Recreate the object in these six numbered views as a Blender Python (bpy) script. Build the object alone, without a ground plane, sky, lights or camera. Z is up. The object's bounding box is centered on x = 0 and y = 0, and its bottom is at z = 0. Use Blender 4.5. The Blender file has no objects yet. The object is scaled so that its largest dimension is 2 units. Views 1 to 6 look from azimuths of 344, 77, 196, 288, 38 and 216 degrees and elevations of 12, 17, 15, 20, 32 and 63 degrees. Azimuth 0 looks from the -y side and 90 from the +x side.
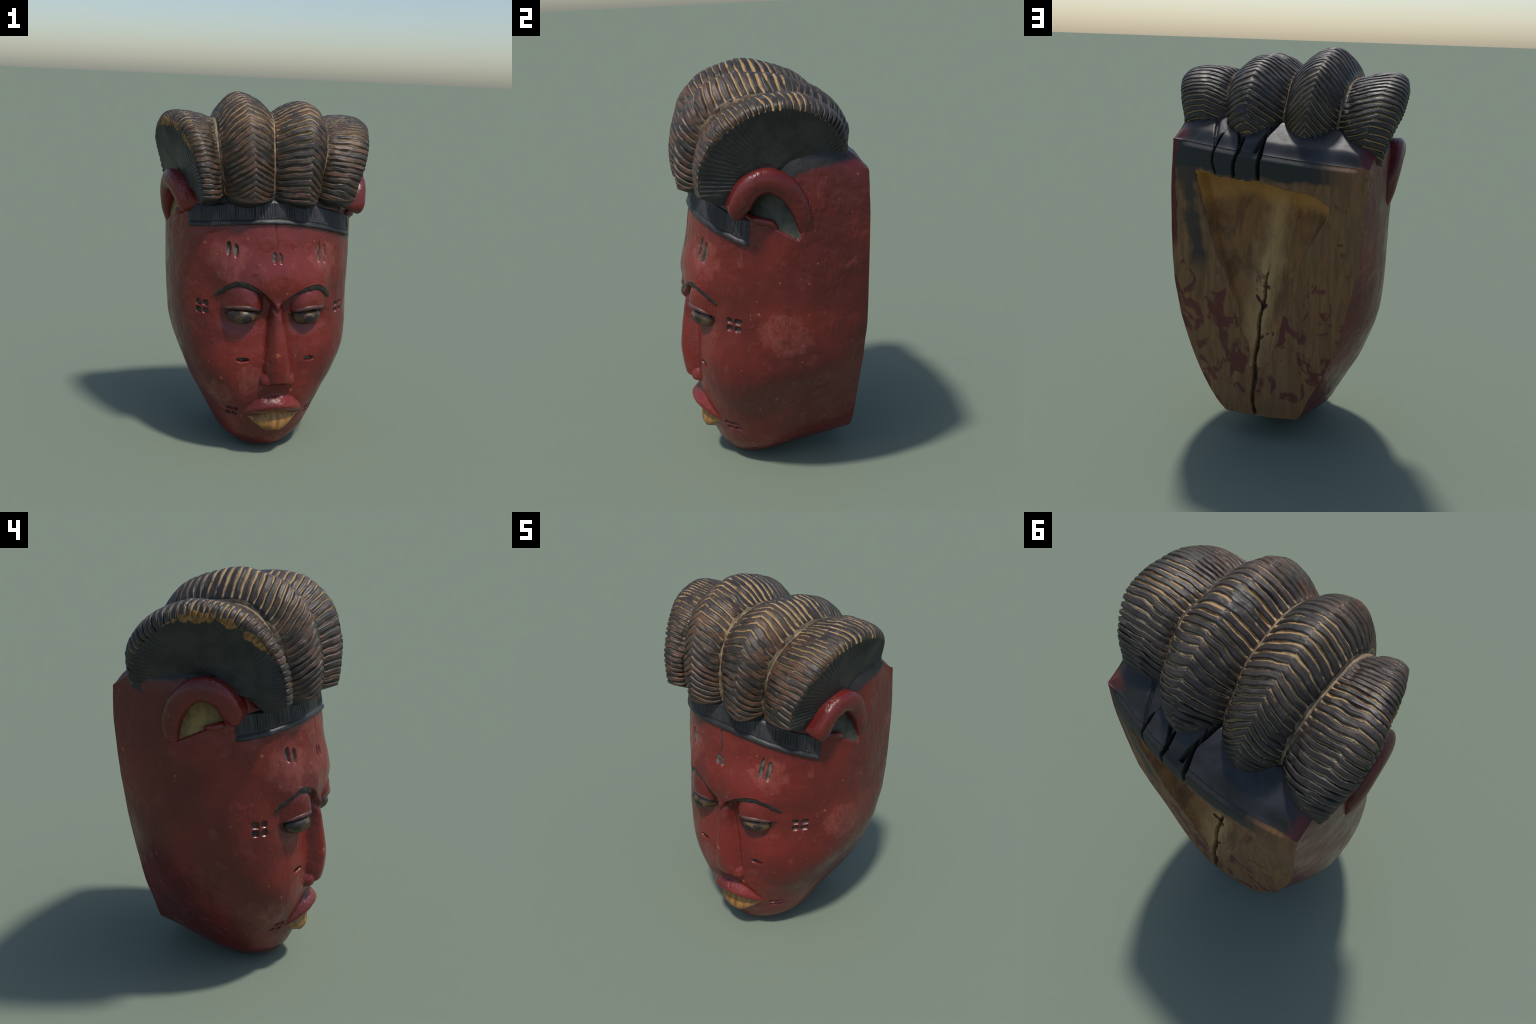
# Carved wooden face mask: red painted face block, crested black hair in four lobes,
# hair band, curled ears, heavy lidded eyes, ochre lower lip, bare wooden back.
import bpy, math
import numpy as np
from mathutils import Vector

# ------------------------------------------------------------------ helpers
def smooth(a, b, x):
    t = np.clip((np.asarray(x, float) - a) / (b - a), 0, 1)
    return t * t * (3 - 2 * t)

def spline(xs, ys, q):
    """smooth (cubic Hermite, limited slopes) interpolation through control points"""
    xs = np.asarray(xs, float); ys = np.asarray(ys, float)
    o = np.argsort(xs); xs = xs[o]; ys = ys[o]
    h = np.diff(xs); d = np.diff(ys) / h
    m = np.zeros_like(ys)
    m[1:-1] = (d[:-1] * h[1:] + d[1:] * h[:-1]) / (h[1:] + h[:-1])
    m[0] = d[0]; m[-1] = d[-1]
    q = np.clip(np.asarray(q, float), xs[0], xs[-1])
    i = np.clip(np.searchsorted(xs, q) - 1, 0, len(h) - 1)
    t = (q - xs[i]) / h[i]
    return ((2*t**3 - 3*t**2 + 1) * ys[i] + (t**3 - 2*t**2 + t) * h[i] * m[i]
            + (-2*t**3 + 3*t**2) * ys[i+1] + (t**3 - t**2) * h[i] * m[i+1])

def table(rows, col, q):
    return spline([r[0] for r in rows], [r[col] for r in rows], q)

def vnoise(p, freq, seed=0):
    """vectorised smooth value noise, about -1..1"""
    p = np.asarray(p, float) * freq + 37.7 + seed * 11.3
    i = np.floor(p).astype(np.int64); f = p - i; f = f * f * (3 - 2 * f)
    def h(a, b, c):
        n = (a * 73856093) ^ (b * 19349663) ^ (c * 83492791) ^ (seed * 2654435)
        n = (n ^ (n >> 13)) * 1274126177
        n = n ^ (n >> 16)
        return ((n & 0xffff) / 32767.5) - 1.0
    x, y, z = i[..., 0], i[..., 1], i[..., 2]
    fx, fy, fz = f[..., 0], f[..., 1], f[..., 2]
    r = 0
    for a in (0, 1):
        for b in (0, 1):
            for c in (0, 1):
                w = (fx if a else 1 - fx) * (fy if b else 1 - fy) * (fz if c else 1 - fz)
                r = r + w * h(x + a, y + b, z + c)
    return r

def fbm(p, freq, seed=0, octaves=3):
    r = 0; a = 1.0
    for k in range(octaves):
        r = r + a * vnoise(p, freq * 2 ** k, seed + k); a *= 0.5
    return r

def grid_faces(nr, nc, wrap=False):
    r = np.arange(nr - 1)[:, None]; c = np.arange(nc if wrap else nc - 1)[None, :]
    c2 = (c + 1) % nc
    a = r * nc + c; b = r * nc + c2
    return np.stack([a, b, b + nc, a + nc], -1).reshape(-1, 4)

def grid_normals(P, flip=False, wrap=False):
    if wrap:
        du = np.roll(P, -1, 1) - np.roll(P, 1, 1)
    else:
        du = np.gradient(P, axis=1)
    dv = np.gradient(P, axis=0)
    n = np.cross(du, dv)
    if flip: n = -n
    return n / (np.linalg.norm(n, axis=-1, keepdims=True) + 1e-12)

ROOT = None
def add_mesh(name, verts, faces, mats, parent=None, mat_idx=None, normals=None, smooth_shade=True, kind=None):
    faces = np.asarray(faces, object) if len({len(f) for f in faces}) > 1 else np.asarray(faces)
    if normals is not None:      # winding must agree with the shared normals
        V = np.asarray(verts).reshape(-1, 3)
        fn = np.cross(V[faces[:, 1]] - V[faces[:, 0]], V[faces[:, 3]] - V[faces[:, 0]])
        if (fn * normals[faces[:, 0]]).sum() < 0: faces = faces[:, ::-1]
    me = bpy.data.meshes.new(name)
    me.from_pydata([tuple(v) for v in np.asarray(verts).reshape(-1, 3).tolist()], [],
                   [tuple(int(i) for i in f) for f in faces])
    me.polygons.foreach_set("use_smooth", np.full(len(me.polygons), smooth_shade))
    for m in (mats if isinstance(mats, (list, tuple)) else [mats]):
        me.materials.append(m)
    if mat_idx is not None:
        me.polygons.foreach_set("material_index", np.asarray(mat_idx, np.int32))
    me.update()
    if normals is not None:
        me.normals_split_custom_set_from_vertices([tuple(n) for n in normals.tolist()])
    ob = bpy.data.objects.new(name, me)
    bpy.context.scene.collection.objects.link(ob)
    ob.parent = parent if parent is not None else ROOT
    if kind: ob["kind"] = kind
    return ob

def split_regions(P, N, faces, region, midx, names):
    """split one smooth surface into several objects; borders coincide, normals are shared"""
    V = P.reshape(-1, 3); NN = N.reshape(-1, 3)
    for r, (name, mats) in names.items():
        sel = np.where(region == r)[0]
        if len(sel) == 0: continue
        f = faces[sel]
        used, inv = np.unique(f, return_inverse=True)
        add_mesh(name, V[used], inv.reshape(f.shape), mats, mat_idx=midx[sel], normals=NN[used])

def tube(path, radius, nring=20, sub=10, flat=1.0, outdir=None, inward=None):
    """swept tube along control points with rounded ends"""
    path = np.asarray(path, float); n = len(path)
    k = np.concatenate([[0], np.cumsum(np.linalg.norm(np.diff(path, axis=0), axis=1))])
    t = np.linspace(0, k[-1], (n - 1) * sub + 1)
    C = np.stack([spline(k, path[:, i], t) for i in range(3)], -1)
    R = spline(k, np.asarray(radius, float), t)
    L = k[-1]; e = np.minimum(t, L - t)
    R = R * np.sqrt(np.clip(1 - (1 - np.clip(e / np.maximum(R, 1e-5), 0, 1)) ** 2, 0.0025, 1))
    T = np.gradient(C, axis=0); T /= np.linalg.norm(T, axis=1, keepdims=True)
    up = np.array(outdir if outdir is not None else (0, 0, 1.0))
    A = np.cross(T, up); A /= np.linalg.norm(A, axis=1, keepdims=True)
    B = np.cross(A, T)
    a = np.linspace(0, 2 * math.pi, nring, endpoint=False)
    P = (C[:, None, :] + R[:, None, None] * (np.cos(a)[None, :, None] * A[:, None, :]
         + (np.where(np.sin(a) > 0, flat, inward if inward else flat) * np.sin(a))[None, :, None] * B[:, None, :]))
    F = [tuple(f) for f in grid_faces(len(t), nring, True)]
    m = len(t) * nring
    F.append(tuple(range(nring))[::-1]); F.append(tuple(range(m - nring, m)))
    return P, F

# ------------------------------------------------------------------ materials
class NT:
    def __init__(self, name):
        self.m = bpy.data.materials.new(name); self.m.use_nodes = True
        self.t = self.m.node_tree; self.t.nodes.clear()
        self.out = self.t.nodes.new("ShaderNodeOutputMaterial")
        self.b = self.t.nodes.new("ShaderNodeBsdfPrincipled")
        self.t.links.new(self.b.outputs[0], self.out.inputs[0])
        self.tc = self.t.nodes.new("ShaderNodeTexCoord")
        self.obj = self.tc.outputs["Object"]
    def link(self, a, b): self.t.links.new(a, b)
    def put(self, sock, v):
        if hasattr(v, "links"): self.link(v, sock)
        else: sock.default_value = v
    def noise(self, scale, detail=4, rough=0.55, stretch=(1, 1, 1), dist=0.0, shift=0.0):
        mp = self.t.nodes.new("ShaderNodeMapping"); mp.inputs["Scale"].default_value = stretch
        mp.inputs["Location"].default_value = (shift, shift * .7, shift * 1.3)
        self.link(self.obj, mp.inputs["Vector"])
        n = self.t.nodes.new("ShaderNodeTexNoise")
        n.inputs["Scale"].default_value = scale; n.inputs["Detail"].default_value = detail
        n.inputs["Roughness"].default_value = rough; n.inputs["Distortion"].default_value = dist
        self.link(mp.outputs[0], n.inputs["Vector"])
        return n.outputs[0]
    def ramp(self, v, a, b, lo=0.0, hi=1.0):
        r = self.t.nodes.new("ShaderNodeMapRange"); r.interpolation_type = 'SMOOTHSTEP'
        self.put(r.inputs[0], v); r.inputs[1].default_value = a; r.inputs[2].default_value = b
        r.inputs[3].default_value = lo; r.inputs[4].default_value = hi
        return r.outputs[0]
    def math(self, op, a, b=0.0):
        n = self.t.nodes.new("ShaderNodeMath"); n.operation = op
        self.put(n.inputs[0], a); self.put(n.inputs[1], b); return n.outputs[0]
    def xyz(self):
        s = self.t.nodes.new("ShaderNodeSeparateXYZ"); self.link(self.obj, s.inputs[0]); return s.outputs
    def mix(self, fac, a, b):
        n = self.t.nodes.new("ShaderNodeMix"); n.data_type = 'RGBA'
        self.put(n.inputs[0], fac)
        for s, v in ((n.inputs[6], a), (n.inputs[7], b)):
            if isinstance(v, tuple): s.default_value = (v[0], v[1], v[2], 1)
            else: self.link(v, s)
        return n.outputs[2]
    def finish(self, col, rough=0.5, bump=None, strength=0.2, dist=0.004, spec=0.5):
        if isinstance(col, tuple): self.b.inputs["Base Color"].default_value = (*col, 1)
        else: self.link(col, self.b.inputs["Base Color"])
        self.put(self.b.inputs["Roughness"], rough)
        self.b.inputs["Specular IOR Level"].default_value = spec
        if bump is not None:
            bn = self.t.nodes.new("ShaderNodeBump"); bn.inputs["Strength"].default_value = strength
            bn.inputs["Distance"].default_value = dist
            self.link(bump, bn.inputs["Height"]); self.link(bn.outputs[0], self.b.inputs["Normal"])
        return self.m

RED = (0.172, 0.018, 0.013); RED_DARK = (0.108, 0.012, 0.010); RED_PALE = (0.27, 0.065, 0.052)
BLACK = (0.020, 0.019, 0.020); SOOT = (0.012, 0.012, 0.012)
TAN = (0.36, 0.235, 0.105); WOOD = (0.250, 0.118, 0.042); OCHRE = (0.30, 0.145, 0.035)

# pale patches on the red paint: x, y, z, radius
PALE_PATCHES = [(-.29, -.33, 1.13, .13), (.25, -.35, 1.13, .10), (.50, -.05, .80, .13), (-.14, -.385, .47, .09), (-.27, -.28, .40, .10), (.30, .33, .45, .0)]

def red_paint(black_top=True):
    n = NT("red_paint" if black_top else "red_paint_plain")
    big = n.noise(3.0, 5); mid = n.noise(11, 5, .6, dist=.4); fine = n.noise(70, 4, .6)
    c = n.mix(n.ramp(big, .38, .66), RED_DARK, RED)
    c = n.mix(n.ramp(mid, .58, .78, 0, .55), c, RED_PALE)
    if black_top:
        near = None
        edge_n = n.math('MULTIPLY', n.math('SUBTRACT', n.noise(13, 5, .65, shift=14), .5), .22)
        for px, py, pz, pr in PALE_PATCHES:
            if pr == 0: continue
            vm = n.t.nodes.new("ShaderNodeVectorMath"); vm.operation = 'DISTANCE'
            n.link(n.obj, vm.inputs[0]); vm.inputs[1].default_value = (px, py, pz)
            w = n.ramp(n.math('ADD', vm.outputs["Value"], edge_n), pr, pr * .72)
            near = w if near is None else n.math('MAXIMUM', near, w)
        c = n.mix(n.math('MULTIPLY', near, n.ramp(n.noise(40, 4, .6, (1, 1, .5)), .3, .65, .12, .5)), c, (0.27, 0.066, 0.052))
    spots = n.noise(26, 3, .5, shift=5)
    c = n.mix(n.ramp(spots, .70, .74, 0, .7), c, (0.34, 0.12, 0.045))
    dark = n.noise(17, 5, .65, shift=9)
    c = n.mix(n.ramp(dark, .66, .74, 0, .55), c, (0.04, 0.016, 0.013))
    if black_top:
        x, y, z = n.xyz()
        edge = n.math('ADD', z, n.math('MULTIPLY', n.math('SUBTRACT', n.noise(7, 4), .5), .12))
        edge = n.math('SUBTRACT', edge, n.math('MULTIPLY', x, .045))
        edge = n.math('ADD', edge, n.ramp(n.math('ABSOLUTE', n.math('ADD', y, .06)), .16, .02, 0, .06))
        m1 = n.ramp(edge, 1.535, 1.56)
        # front temple under the hair: black runs lower
        low = n.math('MULTIPLY', n.ramp(edge, 1.36, 1.39), n.ramp(y, -.19, -.23))
        c = n.mix(n.math('MAXIMUM', m1, low), c, BLACK)
    r = n.ramp(n.noise(9, 4, shift=2), .3, .7, .22, .40)
    if black_top: r = n.math('MAXIMUM', r, n.math('MULTIPLY', n.math('MAXIMUM', m1, low), .62))
    h = n.math('ADD', n.math('MULTIPLY', mid, .7), n.math('MULTIPLY', fine, .35))
    wr = n.math('MULTIPLY', n.noise(34, 3, .5, (1.6, 1.6, .35), 1.2), n.ramp(n.noise(5, 3, shift=12), .48, .60))
    h = n.math('ADD', h, n.math('MULTIPLY', wr, 1.6))
    return n.finish(c, r, h, .55, .006)

def black_paint(name="black_paint", red_edges=False):
    n = NT(name)
    a = n.noise(8, 5); f = n.noise(60, 4, .6)
    c = n.mix(n.ramp(a, .35, .7), SOOT, (0.034, 0.032, 0.036))
    c = n.mix(n.ramp(f, .66, .76, 0, .6), c, (0.12, 0.10, 0.085))
    if red_edges:
        x, y, z = n.xyz()
        ax = n.math('ABSOLUTE', n.math('SUBTRACT', x, .02))
        k = n.math('ADD', ax, n.math('MULTIPLY', n.math('SUBTRACT', n.noise(14, 5, .7), .5), .34))
        c = n.mix(n.math('MULTIPLY', n.ramp(k, .41, .50), n.ramp(y, .22, .34)), c, RED_DARK)
    return n.finish(c, .48, n.math('ADD', a, n.math('MULTIPLY', f, .4)), .25, .005)

def hair_ridge():
    n = NT("hair_black")
    a = n.noise(6, 5, .6); f = n.noise(45, 4, .65)
    c = n.mix(n.ramp(a, .36, .66), (0.021, 0.016, 0.013), (0.046, 0.034, 0.025))
    x, y, z = n.xyz()
    worn = n.math('MULTIPLY', n.ramp(n.noise(14, 5, .65, stretch=(.5, 1, 1.6), shift=4), .44, .62), n.ramp(y, -.1, -.34))
    c = n.mix(n.math('MULTIPLY', worn, .85), c, (0.115, 0.050, 0.024))
    dust = n.ramp(n.noise(22, 5, .6, shift=7), .56, .72, 0, .55)
    c = n.mix(dust, c, (0.12, 0.095, 0.07))
    return n.finish(c, n.ramp(a, .3, .7, .42, .58), f, .25, .004)

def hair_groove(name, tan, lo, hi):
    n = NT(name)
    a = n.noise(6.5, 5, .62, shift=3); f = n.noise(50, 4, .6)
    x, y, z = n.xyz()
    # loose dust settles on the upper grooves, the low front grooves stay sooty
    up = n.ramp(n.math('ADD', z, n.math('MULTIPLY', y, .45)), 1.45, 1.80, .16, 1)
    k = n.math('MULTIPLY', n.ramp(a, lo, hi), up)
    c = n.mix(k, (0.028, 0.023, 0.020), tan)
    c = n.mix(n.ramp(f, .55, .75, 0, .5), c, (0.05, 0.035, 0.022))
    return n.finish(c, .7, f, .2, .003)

def simple_mottle(name, a, b, scale, rough=.6, c3=None, stretch=(1, 1, 1), bump=.25):
    n = NT(name)
    k = n.noise(scale, 5, .6, stretch); f = n.noise(scale * 6, 4, .6, stretch)
    c = n.mix(n.ramp(k, .36, .66), a, b)
    if c3: c = n.mix(n.ramp(f, .60, .74, 0, .8), c, c3)
    return n.finish(c, rough, n.math('ADD', k, n.math('MULTIPLY', f, .5)), bump, .005)

def back_wood():
    n = NT("bare_wood_back")
    x, y, z = n.xyz()
    grain = n.noise(9, 6, .65, (5, 1, .6), .6); blotch = n.noise(4, 5, .6); f = n.noise(80, 4, .6, (2, 1, .5))
    c = n.mix(n.ramp(grain, .32, .68), (0.150, 0.070, 0.027), WOOD)  # browns reddened and lightened to offset bluish skylight on the shaded back
    c = n.mix(n.ramp(blotch, .5, .72, 0, .5), c, (0.17, 0.105, 0.055))
    c = n.mix(n.ramp(f, .60, .78, 0, .5), c, (0.045, 0.027, 0.015))
    # spilled red paint, mostly low on the back and along the left edge
    sp = n.noise(10, 5, .62, (1, 1, .8), 1.0, shift=3)
    zone = n.math('MULTIPLY', n.ramp(z, 1.0, .72), n.ramp(z, .12, .3))
    s = n.ramp(n.math('ADD', sp, n.math('MULTIPLY', zone, .12)), .63, .70, 0, .85)
    c = n.mix(s, c, (0.105, 0.016, 0.017))
    # black paint on the upper margin and a long smear on one side
    e = n.math('ADD', z, n.math('MULTIPLY', n.math('SUBTRACT', n.noise(8, 4, shift=6), .5), .1))
    top = n.math('MULTIPLY', n.ramp(e, 1.385, 1.41), n.ramp(n.math('ADD', x, n.math('MULTIPLY', grain, .2)), -.30, -.12))
    sm = n.math('ADD', n.math('SUBTRACT', x, .385), n.math('MULTIPLY', n.math('SUBTRACT', z, 1.1), -.14))
    sm = n.ramp(n.math('ADD', n.math('ABSOLUTE', sm), n.math('MULTIPLY', n.math('SUBTRACT', n.noise(9, 4, shift=1), .5), .16)), .075, .02, 0, .85)
    sm = n.math('MULTIPLY', sm, n.ramp(e, .84, 1.0))
    c = n.mix(n.math('MAXIMUM', top, sm), c, (0.022, 0.022, 0.020))
    # red along the outer edge
    ed = n.math('ADD', x, n.math('MULTIPLY', n.math('SUBTRACT', n.noise(5, 4, shift=8), .5), .10))
    c = n.mix(n.math('MULTIPLY', n.ramp(ed, .492, .502), n.ramp(z, .95, 1.05)), c, RED_DARK)
    return n.finish(c, .72, n.math('ADD', grain, f), .3, .006)

def hollow_wood():
    n = NT("raw_hollow_wood")
    x, y, z = n.xyz()
    g = n.noise(7, 6, .65, (2.2, 1, .8), .8); f = n.noise(60, 4, .6, (2, 1, .6))
    c = n.mix(n.ramp(g, .35, .62), (0.165, 0.078, 0.030), (0.32, 0.155, 0.054))  # hollow's base tones brightened and warmed because it lies in shade
    xc = n.math('ADD', n.math('MULTIPLY', z, -.075), .10)
    d = n.math('ABSOLUTE', n.math('SUBTRACT', x, xc))
    d = n.math('ADD', d, n.math('MULTIPLY', n.math('SUBTRACT', n.noise(8, 4), .5), .12))
    c = n.mix(n.math('MULTIPLY', n.ramp(d, .11, .0, 0, .8), n.ramp(z, .45, .85, .3, 1)), c, (0.62, 0.385, 0.165))
    t = n.math('ADD', z, n.math('MULTIPLY', n.math('SUBTRACT', n.noise(6, 4, shift=4), .5), .2))
    c = n.mix(n.ramp(t, 1.2, 1.3, 0, .75), c, (0.55, 0.275, 0.075))
    c = n.mix(n.ramp(f, .58, .74, 0, .6), c, (0.05, 0.03, 0.015))
    sp = n.noise(6.5, 4, .55, (1, 1, .75), .8, shift=3)
    c = n.mix(n.math('MULTIPLY', n.ramp(sp, .60, .63), n.ramp(z, .95, .8)), c, (0.105, 0.016, 0.017))
    return n.finish(c, .75, n.math('ADD', g, f), .4, .008)

M_RED = red_paint(True)
M_RED_PLAIN = red_paint(False)
M_BLACK = black_paint()
M_LEDGE = black_paint("ledge_black_paint", True)
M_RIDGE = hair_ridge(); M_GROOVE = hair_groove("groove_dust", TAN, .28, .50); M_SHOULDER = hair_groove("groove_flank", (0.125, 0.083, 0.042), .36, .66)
M_VALLEY = simple_mottle("parting_dust", (0.10, 0.075, 0.05), (0.30, 0.215, 0.12), 20, .75)
M_SIDEHAIR = simple_mottle("side_hair_black", (0.014, 0.014, 0.014), (0.030, 0.028, 0.025), 12, .5, (0.07, 0.055, 0.04))
M_CHIP = simple_mottle("chipped_wood", (0.16, 0.075, 0.02), (0.33, 0.165, 0.045), 16, .65, (0.05, 0.03, 0.015))
M_BACK = back_wood(); M_HOLLOW = hollow_wood()
M_MARK = simple_mottle("scar_fill", (0.028, 0.022, 0.018), (0.125, 0.105, 0.080), 30, .6)
M_SCAR_DARK = simple_mottle("scar_dark", (0.022, 0.012, 0.010), (0.085, 0.032, 0.024), 30, .55, (0.16, 0.10, 0.06))
M_LIP = simple_mottle("ochre_lip", (0.18, 0.080, 0.020), (0.36, 0.175, 0.045), 14, .5, (0.10, 0.045, 0.02), (3, 1, 1))
M_EYE = simple_mottle("dark_brown_eye", (0.018, 0.012, 0.009), (0.13, 0.070, 0.030), 17, .40, (0.24, 0.15, 0.08))  # third colour: tan flecks drawn for highlights on the ball
M_PUPIL = simple_mottle("pupil_black", (0.010, 0.009, 0.009), (0.022, 0.018, 0.016), 30, .4)
M_BROW = simple_mottle("brow_black", (0.014, 0.013, 0.012), (0.036, 0.026, 0.022), 30, .5)
M_LID = simple_mottle("eyelid_rim_paint", (0.050, 0.018, 0.018), (0.115, 0.042, 0.040), 20, .45, (0.04, 0.02, 0.02))
M_EAR_GREY = simple_mottle("ear_hollow_grey", (0.022, 0.023, 0.018), (0.060, 0.060, 0.042), 18, .6, (0.09, 0.02, 0.015))
M_EAR_OCHRE = simple_mottle("ear_hollow_ochre", (0.13, 0.078, 0.020), (0.27, 0.175, 0.050), 12, .6, (0.03, 0.025, 0.02))
M_SPLIT = simple_mottle("split_wood", (0.035, 0.024, 0.014), (0.19, 0.125, 0.06), 35, .8)
M_CRACK = simple_mottle("crack_dark", (0.008, 0.007, 0.006), (0.02, 0.014, 0.01), 30, .8)

# ------------------------------------------------------------------ root
ROOT = bpy.data.objects.new("carved_mask", None)
bpy.context.scene.collection.objects.link(ROOT)
ROOT["label"] = "red painted carved wooden face mask with black crested hair"
ROOT["category"] = "wooden mask"

# ------------------------------------------------------------------ face block
# back edges: z, x, y
EDGE_R = [(1.54, .523, .346), (1.389, .53, .35), (1.208, .534, .346), (1.008, .533, .339), (.833, .518, .335),
          (.612, .477, .321), (.433, .416, .316), (.278, .332, .325), (.172, .256, .334), (.13, .215, .335)]
EDGE_L = [(1.465, -.475, .446), (1.315, -.465, .45), (1.131, -.455, .435), (.939, -.433, .418), (.807, -.408, .408),
          (.64, -.369, .39), (.452, -.306, .376), (.281, -.218, .363), (.172, -.165, .351), (.13, -.125, .345)]
# height: front y (no features), front x, widest x right, widest x left, squareness
SECT = [(0.0, -.205, .012, .105, -.110, 2.0), (.012, -.238, .012, .138, -.145, 2.0), (.035, -.276, .012, .178, -.180, 2.0),
        (.08, -.308, .010, .240, -.232, 2.1), (.16, -.342, .008, .298, -.280, 2.2), (.25, -.366, .008, .340, -.330, 2.35),
        (.35, -.390, .008, .383, -.382, 2.5), (.45, -.403, .006, .440, -.424, 2.6), (.58, -.406, .004, .505, -.470, 2.55),
        (.70, -.393, -.005, .529, -.500, 2.45), (.80, -.386, -.012, .537, -.513, 2.35), (.90, -.390, -.018, .540, -.520, 2.25),
        (1.0, -.400, -.022, .543, -.523, 2.2), (1.1, -.404, -.025, .547, -.525, 2.15), (1.2, -.396, -.028, .547, -.525, 2.1),
        (1.35, -.351, -.04, .542, -.522, 2.1), (1.44, -.338, -.04, .528, -.512, 2.1), (1.5, -.330, -.04, .498, -.488, 2.1)]
# depth (y) of the widest place: height, right, left
WIDE = [(0, -.08, -.08), (.12, -.04, -.04), (.25, .0, .0), (.45, .06, .05), (.7, .14, .11), (1.0, .15, .12), (1.5, .15, .12)]
SHEAR = [(0, 0.0), (.25, .02), (.45, -.01), (.6, -.03), (.85, -.045), (1.2, -.05), (1.5, -.04)]

def tilt(zn): return .40 * (1 - smooth(0, .85, zn))
def ramp_y(y): return .525 * (np.sqrt(y ** 2 + .02) + y) - .012
def ztop(x, y): return 1.503 + .075 * x + .74 * np.clip(.395 + .07 * (1 - np.minimum(1, (x / .5) ** 2)) - .105 * x - y, 0, .17)
def lift(x, y, zn):
    z = zn + tilt(zn) * ramp_y(y) * (1 - .9 * np.clip(x, 0, .3) * smooth(-.05, .15, y) * (1 - smooth(.2, .4, y)))
    k = smooth(1.1, 1.5, zn)
    return z + k * (ztop(x, y) - 1.5)

ZN = np.concatenate([np.linspace(0, .03, 10)[:-1], np.linspace(.03, 1.5, 420)])
NR = len(ZN)
def edge(tab, zn):
    yb = .34 if tab is EDGE_R else .40
    zb = zn + tilt(zn) * ramp_y(yb)
    top = tab[0][0]
    zb = np.where(zn > 1.1, 1.1 + (zb - 1.1) * (top - 1.1) / .4, zb)
    return table(tab, 1, zb), table(tab, 2, zb)
XR, YR = edge(EDGE_R, ZN); XL, YL = edge(EDGE_L, ZN)
YF, XF, WR, WL, SQ = [table(SECT, i, ZN) for i in range(1, 6)]
SH = table(SHEAR, 1, ZN); YWR, YWL = table(WIDE, 1, ZN)[:, None], table(WIDE, 2, ZN)[:, None]

NS, NQ = 80, 200
def outline(i_all=slice(None)):
    """front + sides of every section, right back edge -> front -> left back edge"""
    cols = []
    def quarter(th, W, YW, k=0.0):
        e = 2 / (SQ[:, None] + k * smooth(.22, .45, ZN)[:, None] * (1 - smooth(.7, 1.0, ZN))[:, None])
        cx = np.clip(np.cos(th), 0, 1) ** e; sy = np.clip(np.sin(th), 0, 1) ** e
        x = XF[:, None] + (W - XF)[:, None] * cx
        y = YW + (YF[:, None] - YW) * sy
        y = y + SH[:, None] * (x - XF[:, None]) * sy
        return x, y
    q = np.linspace(0, 1, NS, endpoint=False)[None, :]
    yr = YR[:, None] + (YWR - YR[:, None]) * q
    kr = (yr - YWR) / (YR[:, None] - YWR)
    xr = WR[:, None] - (WR - XR)[:, None] * kr ** 2
    xq, yq = quarter(np.linspace(0, math.pi / 2, NQ, endpoint=False)[None, :], WR, YWR)
    xq2, yq2 = quarter(np.linspace(math.pi / 2, 0, NQ, endpoint=False)[None, :], WL, YWL, .25)
    q = np.linspace(0, 1, NS)[None, :]
    yl = YWL + (YL[:, None] - YWL) * q
    kl = (yl - YWL) / (YL[:, None] - YWL)
    xl = WL[:, None] - (WL - XL)[:, None] * kl ** 2
    X = np.concatenate([xr, xq, xq2, xl], 1); Y = np.concatenate([yr, yq, yq2, yl], 1)
    return X, Y
AX, AY = outline()
AZ = lift(AX, AY, ZN[:, None])
A = np.stack([AX, AY, AZ], -1)
NA = AX.shape[1]

# ---- carved relief of the face, measured outwards (towards -y)
BROWS = {1: dict(top=(.193, 1.000), inner=(-.02, .872), outer=(.315, .905)),
         -1: dict(top=(-.222, 1.022), inner=(-.02, .872), outer=(-.345, .915))}
EYES = {1: dict(c=.172, w=.112, z=.846, h=.034), -1: dict(c=-.197, w=.108, z=.858, h=.030)}

def brow_z(x, side):
    b = BROWS[side]; s = side
    u = (x - b['top'][0]) * s
    wi = abs(b['top'][0] - b['inner'][0]); wo = abs(b['outer'][0] - b['top'][0])
    zi = b['top'][1] - (b['top'][1] - b['inner'][1]) * np.clip(-u / wi, 0, 1.3) ** 1.75
    zo = b['top'][1] - (b['top'][1] - b['outer'][1]) * np.clip(u / wo, 0, 1.6) ** 1.9
    return np.where(u < 0, zi, zo)

def lid_z(x, side):
    e = EYES[side]; d = (x - e['c']) / e['w']
    return e['z'] + e['h'] * (1 - d ** 2) + .004 * d * side

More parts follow.
